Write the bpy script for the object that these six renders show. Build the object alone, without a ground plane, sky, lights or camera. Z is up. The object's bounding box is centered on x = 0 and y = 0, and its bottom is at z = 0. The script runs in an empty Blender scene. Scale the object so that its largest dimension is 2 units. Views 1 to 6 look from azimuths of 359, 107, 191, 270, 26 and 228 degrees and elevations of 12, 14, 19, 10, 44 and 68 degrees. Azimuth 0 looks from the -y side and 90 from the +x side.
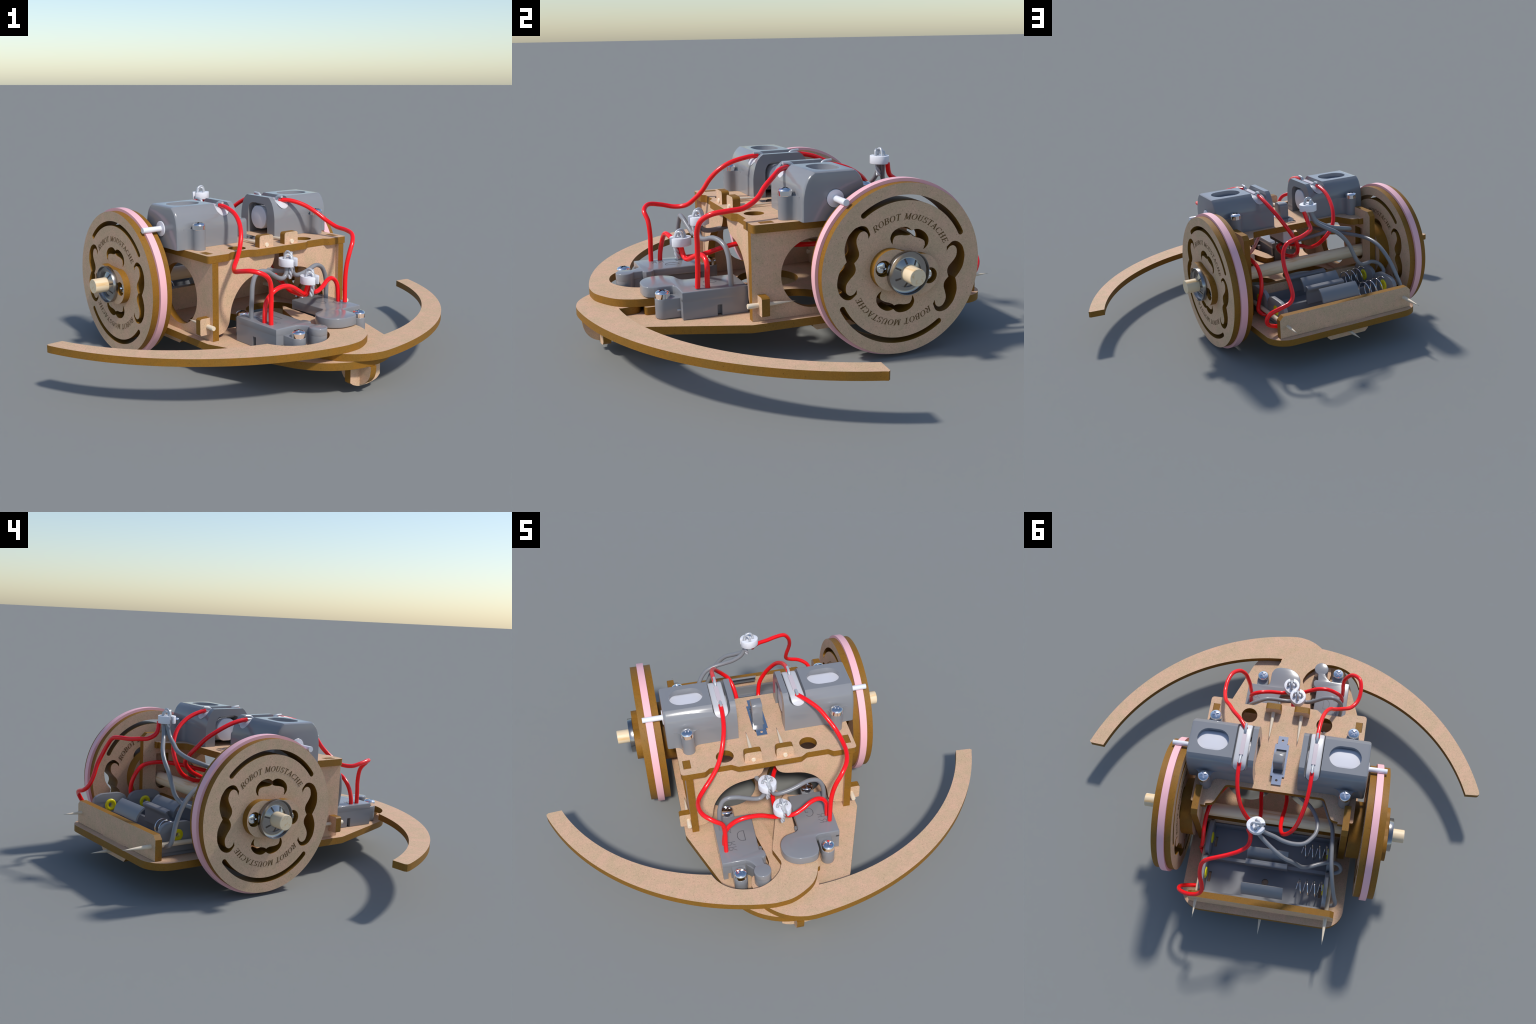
import bpy, bmesh, math, random
from mathutils import Vector, Matrix
from math import sin, cos, pi, radians, sqrt

random.seed(7)
C = bpy.context
COL = C.scene.collection
T = 0.036                      # thickness of the laser-cut board
YAW = radians(37.0)
ORIGIN = Vector((-0.2758, 0.2544, 0.0))

# ------------------------------------------------------------------ materials
def new_mat(name):
    m = bpy.data.materials.new(name)
    m.use_nodes = True
    nt = m.node_tree
    b = nt.nodes.get('Principled BSDF')
    return m, nt, b

def plain(name, col, rough=0.5, metal=0.0, spec=0.5, coat=0.0, grain=0.0, scale=60, bump=0.0, trans=0.0, sss=0.0):
    m, nt, b = new_mat(name)
    b.inputs['Base Color'].default_value = (*col, 1)
    b.inputs['Roughness'].default_value = rough
    b.inputs['Metallic'].default_value = metal
    b.inputs['Specular IOR Level'].default_value = spec
    b.inputs['Coat Weight'].default_value = coat
    b.inputs['Transmission Weight'].default_value = trans
    if grain or bump:
        tc = nt.nodes.new('ShaderNodeTexCoord')
        nz = nt.nodes.new('ShaderNodeTexNoise')
        nz.inputs['Scale'].default_value = scale
        nz.inputs['Detail'].default_value = 4
        nt.links.new(tc.outputs['Object'], nz.inputs['Vector'])
        if grain:
            r = nt.nodes.new('ShaderNodeValToRGB')
            r.color_ramp.elements[0].position = 0.3
            r.color_ramp.elements[1].position = 0.7
            r.color_ramp.elements[0].color = (*[c * (1 - grain) for c in col], 1)
            r.color_ramp.elements[1].color = (*[min(1, c * (1 + grain)) for c in col], 1)
            nt.links.new(nz.outputs['Fac'], r.inputs['Fac'])
            nt.links.new(r.outputs['Color'], b.inputs['Base Color'])
        if bump:
            bp = nt.nodes.new('ShaderNodeBump')
            bp.inputs['Strength'].default_value = bump
            bp.inputs['Distance'].default_value = 0.002
            nt.links.new(nz.outputs['Fac'], bp.inputs['Height'])
            nt.links.new(bp.outputs['Normal'], b.inputs['Normal'])
    return m

def fibre_board(name, c_a, c_b, c_dark, mottle, speck, rough, bump):
    """pressed wood fibre: cloudy pink / olive mottling, short fibres and sparse dark specks"""
    m, nt, b = new_mat(name)
    N = nt.nodes.new
    L = nt.links.new
    tc = N('ShaderNodeTexCoord')
    n1 = N('ShaderNodeTexNoise'); n1.inputs['Scale'].default_value = mottle; n1.inputs['Detail'].default_value = 3
    n2 = N('ShaderNodeTexNoise'); n2.inputs['Scale'].default_value = 260; n2.inputs['Detail'].default_value = 3; n2.inputs['Roughness'].default_value = 0.65
    n3 = N('ShaderNodeTexNoise'); n3.inputs['Scale'].default_value = 95; n3.inputs['Detail'].default_value = 2; n3.inputs['Distortion'].default_value = 1.2
    v = N('ShaderNodeTexVoronoi'); v.inputs['Scale'].default_value = speck
    for n in (n1, n2, n3, v):
        L(tc.outputs['Object'], n.inputs['Vector'])
    r1 = N('ShaderNodeValToRGB')
    r1.color_ramp.elements[0].position = 0.35; r1.color_ramp.elements[0].color = (*c_a, 1)
    r1.color_ramp.elements[1].position = 0.65; r1.color_ramp.elements[1].color = (*c_b, 1)
    L(n1.outputs['Fac'], r1.inputs['Fac'])
    r2 = N('ShaderNodeValToRGB')
    r2.color_ramp.elements[0].position = 0.25; r2.color_ramp.elements[0].color = (0.74, 0.74, 0.74, 1)
    r2.color_ramp.elements[1].position = 0.72; r2.color_ramp.elements[1].color = (1.16, 1.16, 1.16, 1)
    L(n2.outputs['Fac'], r2.inputs['Fac'])
    r4 = N('ShaderNodeValToRGB')
    r4.color_ramp.elements[0].position = 0.3; r4.color_ramp.elements[0].color = (0.9, 0.9, 0.9, 1)
    r4.color_ramp.elements[1].position = 0.6; r4.color_ramp.elements[1].color = (1.05, 1.05, 1.05, 1)
    L(n3.outputs['Fac'], r4.inputs['Fac'])
    mx = N('ShaderNodeMix'); mx.data_type = 'RGBA'; mx.blend_type = 'MULTIPLY'; mx.inputs['Factor'].default_value = 0.62
    L(r1.outputs['Color'], mx.inputs['A']); L(r2.outputs['Color'], mx.inputs['B'])
    mx3 = N('ShaderNodeMix'); mx3.data_type = 'RGBA'; mx3.blend_type = 'MULTIPLY'; mx3.inputs['Factor'].default_value = 0.8
    L(mx.outputs['Result'], mx3.inputs['A']); L(r4.outputs['Color'], mx3.inputs['B'])
    # sparse specks: small voronoi cells, only where a random cell value is high
    r3 = N('ShaderNodeValToRGB')
    r3.color_ramp.elements[0].position = 0.10; r3.color_ramp.elements[0].color = (1, 1, 1, 1)
    r3.color_ramp.elements[1].position = 0.22; r3.color_ramp.elements[1].color = (0, 0, 0, 1)
    L(v.outputs['Distance'], r3.inputs['Fac'])
    sep = N('ShaderNodeSeparateColor'); L(v.outputs['Color'], sep.inputs['Color'])
    gt = N('ShaderNodeMath'); gt.operation = 'GREATER_THAN'; gt.inputs[1].default_value = 0.66
    L(sep.outputs['Red'], gt.inputs[0])
    ml = N('ShaderNodeMath'); ml.operation = 'MULTIPLY'
    L(r3.outputs['Color'], ml.inputs[0]); L(gt.outputs['Value'], ml.inputs[1])
    ml2 = N('ShaderNodeMath'); ml2.operation = 'MULTIPLY'; ml2.inputs[1].default_value = 0.55
    L(ml.outputs['Value'], ml2.inputs[0])
    mx2 = N('ShaderNodeMix'); mx2.data_type = 'RGBA'
    L(ml2.outputs['Value'], mx2.inputs['Factor'])
    L(mx3.outputs['Result'], mx2.inputs['A']); mx2.inputs['B'].default_value = (*c_dark, 1)
    L(mx2.outputs['Result'], b.inputs['Base Color'])
    b.inputs['Roughness'].default_value = rough
    b.inputs['Specular IOR Level'].default_value = 0.25
    if bump:
        bp = N('ShaderNodeBump'); bp.inputs['Strength'].default_value = bump; bp.inputs['Distance'].default_value = 0.0015
        L(n2.outputs['Fac'], bp.inputs['Height']); L(bp.outputs['Normal'], b.inputs['Normal'])
    return m

def grained_wood(name, light, dark, axis):
    m, nt, b = new_mat(name)
    N = nt.nodes.new; L = nt.links.new
    tc = N('ShaderNodeTexCoord')
    mp = N('ShaderNodeMapping')
    s = [30, 30, 30]; s[axis] = 2.2
    mp.inputs['Scale'].default_value = s
    L(tc.outputs['Object'], mp.inputs['Vector'])
    n = N('ShaderNodeTexNoise'); n.inputs['Scale'].default_value = 2.4; n.inputs['Detail'].default_value = 5
    L(mp.outputs['Vector'], n.inputs['Vector'])
    r = N('ShaderNodeValToRGB')
    r.color_ramp.elements[0].position = 0.28; r.color_ramp.elements[0].color = (*dark, 1)
    r.color_ramp.elements[1].position = 0.46; r.color_ramp.elements[1].color = (*light, 1)
    L(n.outputs['Fac'], r.inputs['Fac'])
    L(r.outputs['Color'], b.inputs['Base Color'])
    b.inputs['Roughness'].default_value = 0.5
    return m

FACE = fibre_board('mdf_face', (0.715, 0.452, 0.298), (0.635, 0.437, 0.272), (0.24, 0.14, 0.075), 17, 80, 0.72, 0.35)
EDGE = fibre_board('laser_cut_edge', (0.285, 0.127, 0.013), (0.255, 0.125, 0.017), (0.10, 0.042, 0.006), 14, 70, 0.55, 0.12)
BURN = plain('engraved_brown', (0.13, 0.065, 0.012), 0.7)
PLASTIC = plain('grey_plastic', (0.245, 0.25, 0.265), 0.17, spec=0.5)
PLASTIC_MATT = plain('grey_plastic_matt', (0.235, 0.24, 0.255), 0.42, spec=0.4)
GROOVE = plain('engraved_grey', (0.10, 0.10, 0.11), 0.5)
RED = plain('red_insulation', (0.98, 0.008, 0.012), 0.22, spec=0.5)
GREYW = plain('grey_insulation', (0.245, 0.25, 0.265), 0.3, spec=0.5)
PINK = plain('pink_rubber', (0.93, 0.50, 0.545), 0.6)
WHITE = plain('white_plastic', (0.82, 0.82, 0.86), 0.45)
BLOCK = plain('terminal_plastic', (0.64, 0.645, 0.67), 0.3)
TIN = plain('tinned_copper', (0.55, 0.56, 0.585), 0.35, metal=0.25)
CHROME = plain('chrome', (0.86, 0.86, 0.87), 0.07, metal=1.0)
STEEL = plain('dull_steel', (0.36, 0.345, 0.335), 0.22, metal=1.0)
PLATEM = plain('bright_plate', (0.74, 0.75, 0.78), 0.13, metal=1.0)
MOTORM = plain('motor_shell', (0.70, 0.70, 0.75), 0.35)
SHAFTM = plain('motor_shaft', (0.84, 0.84, 0.88), 0.25)
CLEAR = plain('clear_pink_film', (0.66, 0.56, 0.58), 0.25)
YELLOW = plain('yellow_eyelet', (0.80, 0.70, 0.005), 0.35)
DOWEL = grained_wood('dowel_wood', (0.88, 0.70, 0.47), (0.78, 0.50, 0.22), 0)
STICK = grained_wood('toothpick_wood', (0.82, 0.69, 0.52), (0.76, 0.62, 0.44), 1)

# ------------------------------------------------------------------ helpers
ROOT = bpy.data.objects.new('moustache_robot', None)
COL.objects.link(ROOT)
ROOT.empty_display_size = 0.2
ROOT.location = ORIGIN
ROOT.rotation_euler = (0, 0, YAW)
ROOT['label'] = 'two-wheeled wooden toy robot with red wires'
ROOT['category'] = 'toy robot'

def link(ob, parent=None):
    COL.objects.link(ob)
    ob.parent = parent or ROOT
    return ob

def obj(name, me, parent=None, mats=None, smooth=35):
    ob = bpy.data.objects.new(name, me)
    link(ob, parent)
    if mats:
        for m in mats:
            me.materials.append(m)
    if smooth is not None:
        shade(me, smooth)
    return ob

def shade(me, angle=35):
    for p in me.polygons:
        p.use_smooth = True
    me.set_sharp_from_angle(angle=radians(angle))

def bm_mesh(bm, name='m'):
    me = bpy.data.meshes.new(name)
    bm.normal_update()
    bm.to_mesh(me); bm.free()
    return me

def temp_mesh(ob):
    """evaluate a temporary object to a mesh and drop the object"""
    if ob.name not in COL.objects:
        COL.objects.link(ob)
    dg = C.evaluated_depsgraph_get(); dg.update()
    me = bpy.data.meshes.new_from_object(ob.evaluated_get(dg), depsgraph=dg)
    data = ob.data
    bpy.data.objects.remove(ob)
    if isinstance(data, bpy.types.Curve):
        bpy.data.curves.remove(data)
    return me

MAP = {'z': Matrix(((1, 0, 0, 0), (0, 1, 0, 0), (0, 0, 1, 0), (0, 0, 0, 1))),
       'x': Matrix(((0, 0, 1, 0), (1, 0, 0, 0), (0, 1, 0, 0), (0, 0, 0, 1))),
       'y': Matrix(((1, 0, 0, 0), (0, 0, 1, 0), (0, 1, 0, 0), (0, 0, 0, 1)))}

def prism(outline, lo, hi, plane='z', holes=(), bevel=0.0, res=2):
    """flat outline (with holes) extruded from lo to hi along the plane's axis"""
    cu = bpy.data.curves.new('c', 'CURVE')
    cu.dimensions = '2D'; cu.fill_mode = 'BOTH'
    for loop in (outline, *holes):
        sp = cu.splines.new('POLY'); sp.points.add(len(loop) - 1)
        for p, q in zip(sp.points, loop):
            p.co = (q[0], q[1], 0, 1)
        sp.use_cyclic_u = True
    cu.extrude = (hi - lo) / 2 - bevel
    if bevel:
        cu.bevel_depth = bevel; cu.bevel_resolution = res; cu.offset = -bevel
    me = temp_mesh(bpy.data.objects.new('c', cu))
    me.transform(Matrix.Translation((0, 0, (lo + hi) / 2)))
    me.transform(MAP[plane])
    bm = bmesh.new(); bm.from_mesh(me)
    bmesh.ops.remove_doubles(bm, verts=bm.verts, dist=1e-5)
    bmesh.ops.recalc_face_normals(bm, faces=bm.faces)
    bm.to_mesh(me); bm.free()
    me.materials.clear()
    return me

AXI = {'x': 0, 'y': 1, 'z': 2}
def board(name, outline, lo, hi, plane='z', holes=(), parent=None):
    """laser-cut fibre board: pale faces, brown cut edges"""
    me = prism(outline, lo, hi, plane, holes)
    me.materials.append(FACE); me.materials.append(EDGE)
    a = AXI[plane]
    for p in me.polygons:
        p.material_index = 0 if abs(p.normal[a]) > 0.9 else 1
    shade(me, 32)
    return obj(name, me, parent, None, None)

def join_meshes(meshes):
    bm = bmesh.new()
    for me in meshes:
        bm.from_mesh(me)
    return bm_mesh(bm)

def arc(cx, cy, r, a0, a1, n=16):
    return [(cx + r * cos(radians(a0 + (a1 - a0) * i / n)), cy + r * sin(radians(a0 + (a1 - a0) * i / n))) for i in range(n + 1)]

def circle(cx, cy, r, n=40):
    return [(cx + r * cos(2 * pi * i / n), cy + r * sin(2 * pi * i / n)) for i in range(n)]

def rect(x0, y0, x1, y1):
    return [(x0, y0), (x1, y0), (x1, y1), (x0, y1)]

def fillet(pts, r, n=6):
    """round every corner of a polygon; r is a number or one per corner"""
    out = []
    N = len(pts)
    for i in range(N):
        p0, p1, p2 = Vector(pts[i - 1]), Vector(pts[i]), Vector(pts[(i + 1) % N])
        rr = r[i] if isinstance(r, (list, tuple)) else r
        d0, d2 = (p0 - p1), (p2 - p1)
        if rr <= 0 or d0.length < 1e-6 or d2.length < 1e-6:
            out.append(tuple(p1)); continue
        ang = d0.angle(d2)
        t = min(rr / math.tan(ang / 2), d0.length * .49, d2.length * .49)
        a, b = p1 + d0.normalized() * t, p1 + d2.normalized() * t
        for k in range(n + 1):
            u = k / n
            out.append(tuple((1 - u) ** 2 * a + 2 * u * (1 - u) * p1 + u * u * b))
    return out

def spline(pts, k=8, closed=False):
    """Catmull-Rom through the control points"""
    P = [Vector(p) for p in pts]
    n = len(P); out = []
    for i in range(n if closed else n - 1):
        if closed:
            a, b, c, d = P[(i - 1) % n], P[i], P[(i + 1) % n], P[(i + 2) % n]
        else:
            a, b, c, d = P[max(i - 1, 0)], P[i], P[i + 1], P[min(i + 2, n - 1)]
        for j in range(k):
            t = j / k
            out.append(tuple(0.5 * ((2 * b) + (c - a) * t + (2 * a - 5 * b + 4 * c - d) * t * t + (3 * b - a - 3 * c + d) * t ** 3)))
    if not closed:
        out.append(tuple(P[-1]))
    return out

def mirx(pts):
    return [(-x, y) for x, y in reversed(pts)]

def lathe(profile, n=32, axis='z', cap=True):
    """profile of (radius, height) turned about an axis"""
    bm = bmesh.new(); rings = []
    for r, h in profile:
        if r < 1e-6:
            rings.append([bm.verts.new((0, 0, h))])
        else:
            rings.append([bm.verts.new((r * cos(2 * pi * i / n), r * sin(2 * pi * i / n), h)) for i in range(n)])
    for A, B in zip(rings, rings[1:]):
        for i in range(n):
            j = (i + 1) % n
            if len(A) == 1 and len(B) == 1: continue
            if len(A) == 1: bm.faces.new((A[0], B[i], B[j]))
            elif len(B) == 1: bm.faces.new((A[i], A[j], B[0]))
            else: bm.faces.new((A[i], A[j], B[j], B[i]))
    if cap:
        for R, rev in ((rings[0], True), (rings[-1], False)):
            if len(R) > 1:
                bm.faces.new(list(reversed(R)) if rev else R)
    bmesh.ops.recalc_face_normals(bm, faces=bm.faces)
    me = bm_mesh(bm)
    if axis == 'x': me.transform(MAP['x'])
    if axis == 'y': me.transform(Matrix(((1, 0, 0, 0), (0, 0, 1, 0), (0, -1, 0, 0), (0, 0, 0, 1))))
    return me

def tube(points, r, k=8, res=5, smooth_path=True, closed=False):
    cu = bpy.data.curves.new('w', 'CURVE'); cu.dimensions = '3D'
    pts = spline(points, k, closed) if smooth_path else points
    sp = cu.splines.new('POLY'); sp.points.add(len(pts) - 1)
    for p, q in zip(sp.points, pts):
        p.co = (*q, 1)
    sp.use_cyclic_u = closed
    cu.bevel_depth = r; cu.bevel_resolution = res; cu.use_fill_caps = True
    return temp_mesh(bpy.data.objects.new('w', cu))

def boolean(me, cutters, op='DIFFERENCE'):
    ob = bpy.data.objects.new('b', me); COL.objects.link(ob)
    tmp = []
    for c in cutters:
        co = bpy.data.objects.new('k', c); COL.objects.link(co); tmp.append(co)
        md = ob.modifiers.new('b', 'BOOLEAN'); md.operation = op; md.object = co; md.solver = 'EXACT'
    out = temp_mesh(ob)
    for co in tmp:
        d = co.data; bpy.data.objects.remove(co); bpy.data.meshes.remove(d)
    return out

def moved(me, loc=(0, 0, 0), rot=None):
    m = Matrix.Translation(loc)
    if rot is not None: m = m @ rot
    me = me.copy(); me.transform(m); return me

# ------------------------------------------------------------------ strokes for the lettering
STEM, THIN = 0.17, 0.06
def bar(a, b, w):
    a, b = Vector(a), Vector(b); d = (b - a).normalized(); n = Vector((-d.y, d.x)) * w / 2
    return [a + n, a - n, b - n, b + n]
def bow(cx, cy, rx, ry, a0, a1, thick, thin, n=12):
    """curved stroke, thick at its sides and thin at top and bottom"""
    polys = []
    A = [radians(a0 + (a1 - a0) * i / n) for i in range(n + 1)]
    def pt(t, s):
        w = (thin + (thick - thin) * cos(t) ** 2) / 2
        return Vector((cx + (rx + s * w) * cos(t), cy + (ry + s * w * 0.75) * sin(t)))
    for t0, t1 in zip(A, A[1:]):
        polys.append([pt(t0, 1), pt(t0, -1), pt(t1, -1), pt(t1, 1)])
    return polys
def serif(x, y, w=0.36): return bar((x - w / 2, y), (x + w / 2, y), THIN)
def glyph(ch, S=STEM, Hn=THIN, serifs=True):
    P = []; sf = (lambda x, y, w=0.34: P.append(bar((x - w / 2, y), (x + w / 2, y), Hn))) if serifs else (lambda *a: None)
    h = 1 - Hn / 2; l = Hn / 2
    if ch == 'R':
        P += [bar((.2, 0), (.2, 1), S), bar((.2, h), (.45, h), Hn), bar((.2, .48), (.45, .48), Hn), bar((.42, .48), (.78, 0), S)] + bow(.45, .74, .24, .25, -90, 90, S, Hn); sf(.2, l); sf(.8, l, .2); w = .86
    elif ch == 'O':
        P += bow(.45, .5, .36, .47, 0, 360, S, Hn, 26); w = .9
    elif ch == 'B':
        P += [bar((.2, 0), (.2, 1), S), bar((.2, h), (.42, h), Hn), bar((.2, .52), (.42, .52), Hn), bar((.2, l), (.44, l), Hn)] + bow(.42, .755, .22, .225, -90, 90, S, Hn) + bow(.44, .275, .26, .245, -90, 90, S, Hn); sf(.14, l, .2); sf(.14, h, .2); w = .82
    elif ch == 'T':
        P += [bar((.4, 0), (.4, 1), S), bar((.04, h), (.76, h), Hn * 1.3), bar((.07, .8), (.07, 1), Hn), bar((.73, .8), (.73, 1), Hn)]; sf(.4, l); w = .8
    elif ch == 'M':
        P += [bar((.16, 0), (.16, 1), Hn * 1.3), bar((.86, 0), (.86, 1), S), bar((.18, 1), (.5, .06), S), bar((.5, .06), (.84, 1), Hn * 1.4)]; sf(.16, l, .26); sf(.86, l, .32); sf(.1, h, .2); sf(.92, h, .2); w = 1.06
    elif ch == 'U':
        P += [bar((.2, .3), (.2, 1), S), bar((.72, .3), (.72, 1), Hn * 1.3)] + bow(.46, .32, .26, .29, 180, 360, S * .8, Hn); sf(.2, h); sf(.72, h, .26); w = .92
    elif ch == 'S':
        P += bow(.36, .73, .23, .24, 40, 270, S, Hn) + bow(.36, .26, .25, .24, -140, 90, S, Hn) + [bar((.58, .74), (.58, .98), Hn), bar((.12, .02), (.12, .26), Hn)]; w = .72
    elif ch == 'A':
        P += [bar((.12, 0), (.44, 1), Hn * 1.3), bar((.44, 1), (.76, 0), S), bar((.24, .34), (.66, .34), Hn)]; sf(.12, l, .26); sf(.76, l, .32); w = .9
    elif ch == 'C':
        P += bow(.46, .5, .36, .47, 48, 312, S, Hn, 18) + [bar((.74, .74), (.74, 1), Hn), bar((.74, .02), (.74, .24), Hn)]; w = .84
    elif ch == 'H':
        P += [bar((.2, 0), (.2, 1), S), bar((.76, 0), (.76, 1), S), bar((.2, .5), (.76, .5), Hn)]
        for x in (.2, .76):
            sf(x, l); sf(x, h)
        w = .96
    elif ch == 'E':
        P += [bar((.2, 0), (.2, 1), S), bar((.2, h), (.68, h), Hn), bar((.2, l), (.7, l), Hn), bar((.2, .5), (.54, .5), Hn), bar((.68, .76), (.68, 1), Hn), bar((.7, 0), (.7, .24), Hn), bar((.54, .38), (.54, .62), Hn)]; sf(.14, l, .2); sf(.14, h, .2); w = .78
    elif ch == 'D':
        P += [bar((.2, 0), (.2, 1), S), bar((.2, h), (.4, h), Hn), bar((.2, l), (.4, l), Hn)] + bow(.4, .5, .34, .48, -90, 90, S, Hn, 14); w = .84
    elif ch == 'G':
        P += bow(.46, .5, .36, .47, 40, 320, S, Hn, 18) + [bar((.74, .14), (.74, .46), S), bar((.5, .46), (.76, .46), Hn)]; w = .86
    elif ch == 'N':
        P += [bar((.16, 0), (.16, 1), S), bar((.16, 1), (.76, 0), S), bar((.76, 0), (.76, 1), S)]; w = .92
    else:
        w = .45
    return P, w

def letter_mesh(placed, depth):
    """placed: list of polygons (2D); each becomes a thin inlay, at its own hair's-breadth height"""
    bm = bmesh.new()
    for i, poly in enumerate(placed):
        z = depth + (i % 9) * 0.00004
        a = [bm.verts.new((p[0], p[1], z)) for p in poly]
        f = bm.faces.new(a)
        f.normal_update()
        if f.normal.z < 0: f.normal_flip()
        r = bmesh.ops.extrude_face_region(bm, geom=[f])
        for v in r['geom']:
            if isinstance(v, bmesh.types.BMVert): v.co.z = -0.004
        bmesh.ops.recalc_face_normals(bm, faces=bm.faces)
    return bm_mesh(bm)

# ------------------------------------------------------------------ screw with cross recess
def make_screw():
    prof = [(0, -0.002), (.031, -0.002), (.0325, 0.0), (.0325, .021), (.0318, .0222)]
    for i in range(1, 8):
        a = i / 7 * pi / 2
        prof.append((.0318 * cos(a), .0222 + .0115 * sin(a)))
    prof[-1] = (0, .0337)
    me = lathe(prof, 36)
    c1 = prism(rect(-.019, -.0042, .019, .0042), .0235, .05)
    c2 = prism(rect(-.0042, -.019, .0042, .019), .0235, .05)
    me = boolean(me, [c1, c2])
    me.materials.clear(); me.materials.append(CHROME); shade(me, 30)
    return me
SCREW = make_screw()
def screw(x, y, z, parent, turn=0.0, rot=None, name='screw'):
    ob = bpy.data.objects.new(name, SCREW)
    link(ob, parent); ob.location = (x, y, z)
    ob.rotation_euler = rot if rot else (0, 0, turn)
    return ob

# ------------------------------------------------------------------ chassis boards
Z0, Z1 = 0.144, 0.180           # base plate
P0, P1 = 0.5705, 0.6065         # top plate

half = [(0.303, -1.058), (0.471, -0.627)] + [(0.4715, 0.36)] + arc(0.353, 0.425, 0.1185, 8, 90, 12)
front = arc(0, -0.93, 0.336, 180 + 22, 360 - 22, 40)
base_out = front + half[1:] + mirx(half)[:-1]
base = board('base_plate', base_out, Z0, Z1, 'z', [circle(0.191, -0.316, 0.155, 48), circle(-0.191, -0.316, 0.155, 48),
        rect(-.181, -.80, -.165, -.70), rect(.165, -.80, .181, -.70)])

# top plate: bays at the front edge, deep scoop at the rear between two ears
e = [(0, -0.614), (0.163, -0.614), (0.196, -0.591), (0.307, -0.591), (0.331, -0.613), (0.453, -0.613), (0.453, -0.2), (0.453, 0.038), (0.434, 0.038), (0.434, -0.044),
     (0.397, -0.044), (0.397, 0.053), (0.369, 0.053), (0.369, 0.041), (0.330, 0.036), (0.277, -0.083), (0, -0.083)]
rr = [0, .02, .02, .02, .02, .02, 0, .018, 0, 0, 0, 0, 0, 0, .035, .03, 0]
right = e[1:-1]; r1 = rr[1:-1]
top_poly = [(x, y) for x, y in right] + mirx(right)
top_out = fillet(top_poly, r1 + r1[::-1])
slots = [rect(.3955, -.570, .4345, -.508), rect(-.4345, -.570, -.3955, -.508)]
topp = board('top_plate', top_out, P0, P1, 'z', slots + [circle(.2175, -.5232, .0455), circle(-.2175, -.5232, .0455), rect(-.0315, -.375, .0315, -.165)])

# front board: two curtains with a bell-shaped opening, tabs up through the top plate and out through the sides
bell = spline([(0.029, 0.5695), (0.030, 0.548), (0.042, 0.515), (0.064, 0.495), (0.098, 0.484), (0.160, 0.473), (0.205, 0.455),
               (0.245, 0.425), (0.280, 0.380), (0.302, 0.332), (0.311, 0.285), (0.318, 0.248), (0.334, 0.222), (0.358, 0.205), (0.392, 0.1995)], 5)
tabx = [(0.4315, 0.2005), (0.4315, 0.2145), (0.485, 0.2145), (0.490, 0.220), (0.490, 0.293), (0.483, 0.299), (0.4315, 0.299), (0.4315, 0.5695)]
tabu = fillet([(0.126, 0.5695), (0.126, 0.6675), (0.0375, 0.6675), (0.0375, 0.5695)], [0, .016, .016, 0])
half_f = bell + tabx + tabu
def two_curtains():
    a = prism(half_f, -.591, -.555, 'y'); b = prism(mirx(half_f), -.591, -.555, 'y')
    return join_meshes([a, b])
me = two_curtains()
me.materials.append(FACE); me.materials.append(EDGE)
for p in me.polygons: p.material_index = 0 if abs(p.normal.y) > .9 else 1
obj('front_panel', me, None, None, 32)

# side boards
def side_board(sx):
    pts = [(-0.614, 0.181), (-0.335, 0.181), (-0.335, 0.122), (-0.315, 0.105), (-0.11, 0.105), (-0.09, 0.122), (-0.09, 0.181), (0.124, 0.181),
           (0.124, 0.632), (0.100, 0.656), (-0.042, 0.656), (-0.042, 0.5695), (-0.509, 0.5695), (-0.509, 0.6072), (-0.569, 0.6072), (-0.569, 0.5695), (-0.614, 0.5695)]
    hole = circle(-0.324, 0.369, 0.157, 56)
    slot = arc(0, 0.373, 0.040, 180, 360, 16) + [(0.040, 0.537), (-0.040, 0.537)]
    lo, hi = (.3965, .4325) if sx > 0 else (-.4325, -.3965)
    return board('side_panel', pts, lo, hi, 'x', [hole, slot])
side_board(1); side_board(-1)

# boards fore and aft of the battery holder
rb = [(-.116, .1815), (-.132, .118), (-.112, .099), (.112, .099), (.132, .118), (.116, .1815), (.419, .1815), (.419, .284), (.397, .3055), (-.397, .3055), (-.419, .284), (-.419, .1815)]
board('rear_board', rb, .467, .503, 'y')
fb = [(-.116, .1815), (-.132, .118), (-.112, .099), (.112, .099), (.132, .118), (.116, .1815), (.395, .1815), (.395, .3055), (-.395, .3055), (-.395, .1815)]
board('front_board', fb, -.004, .032, 'y')

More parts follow.
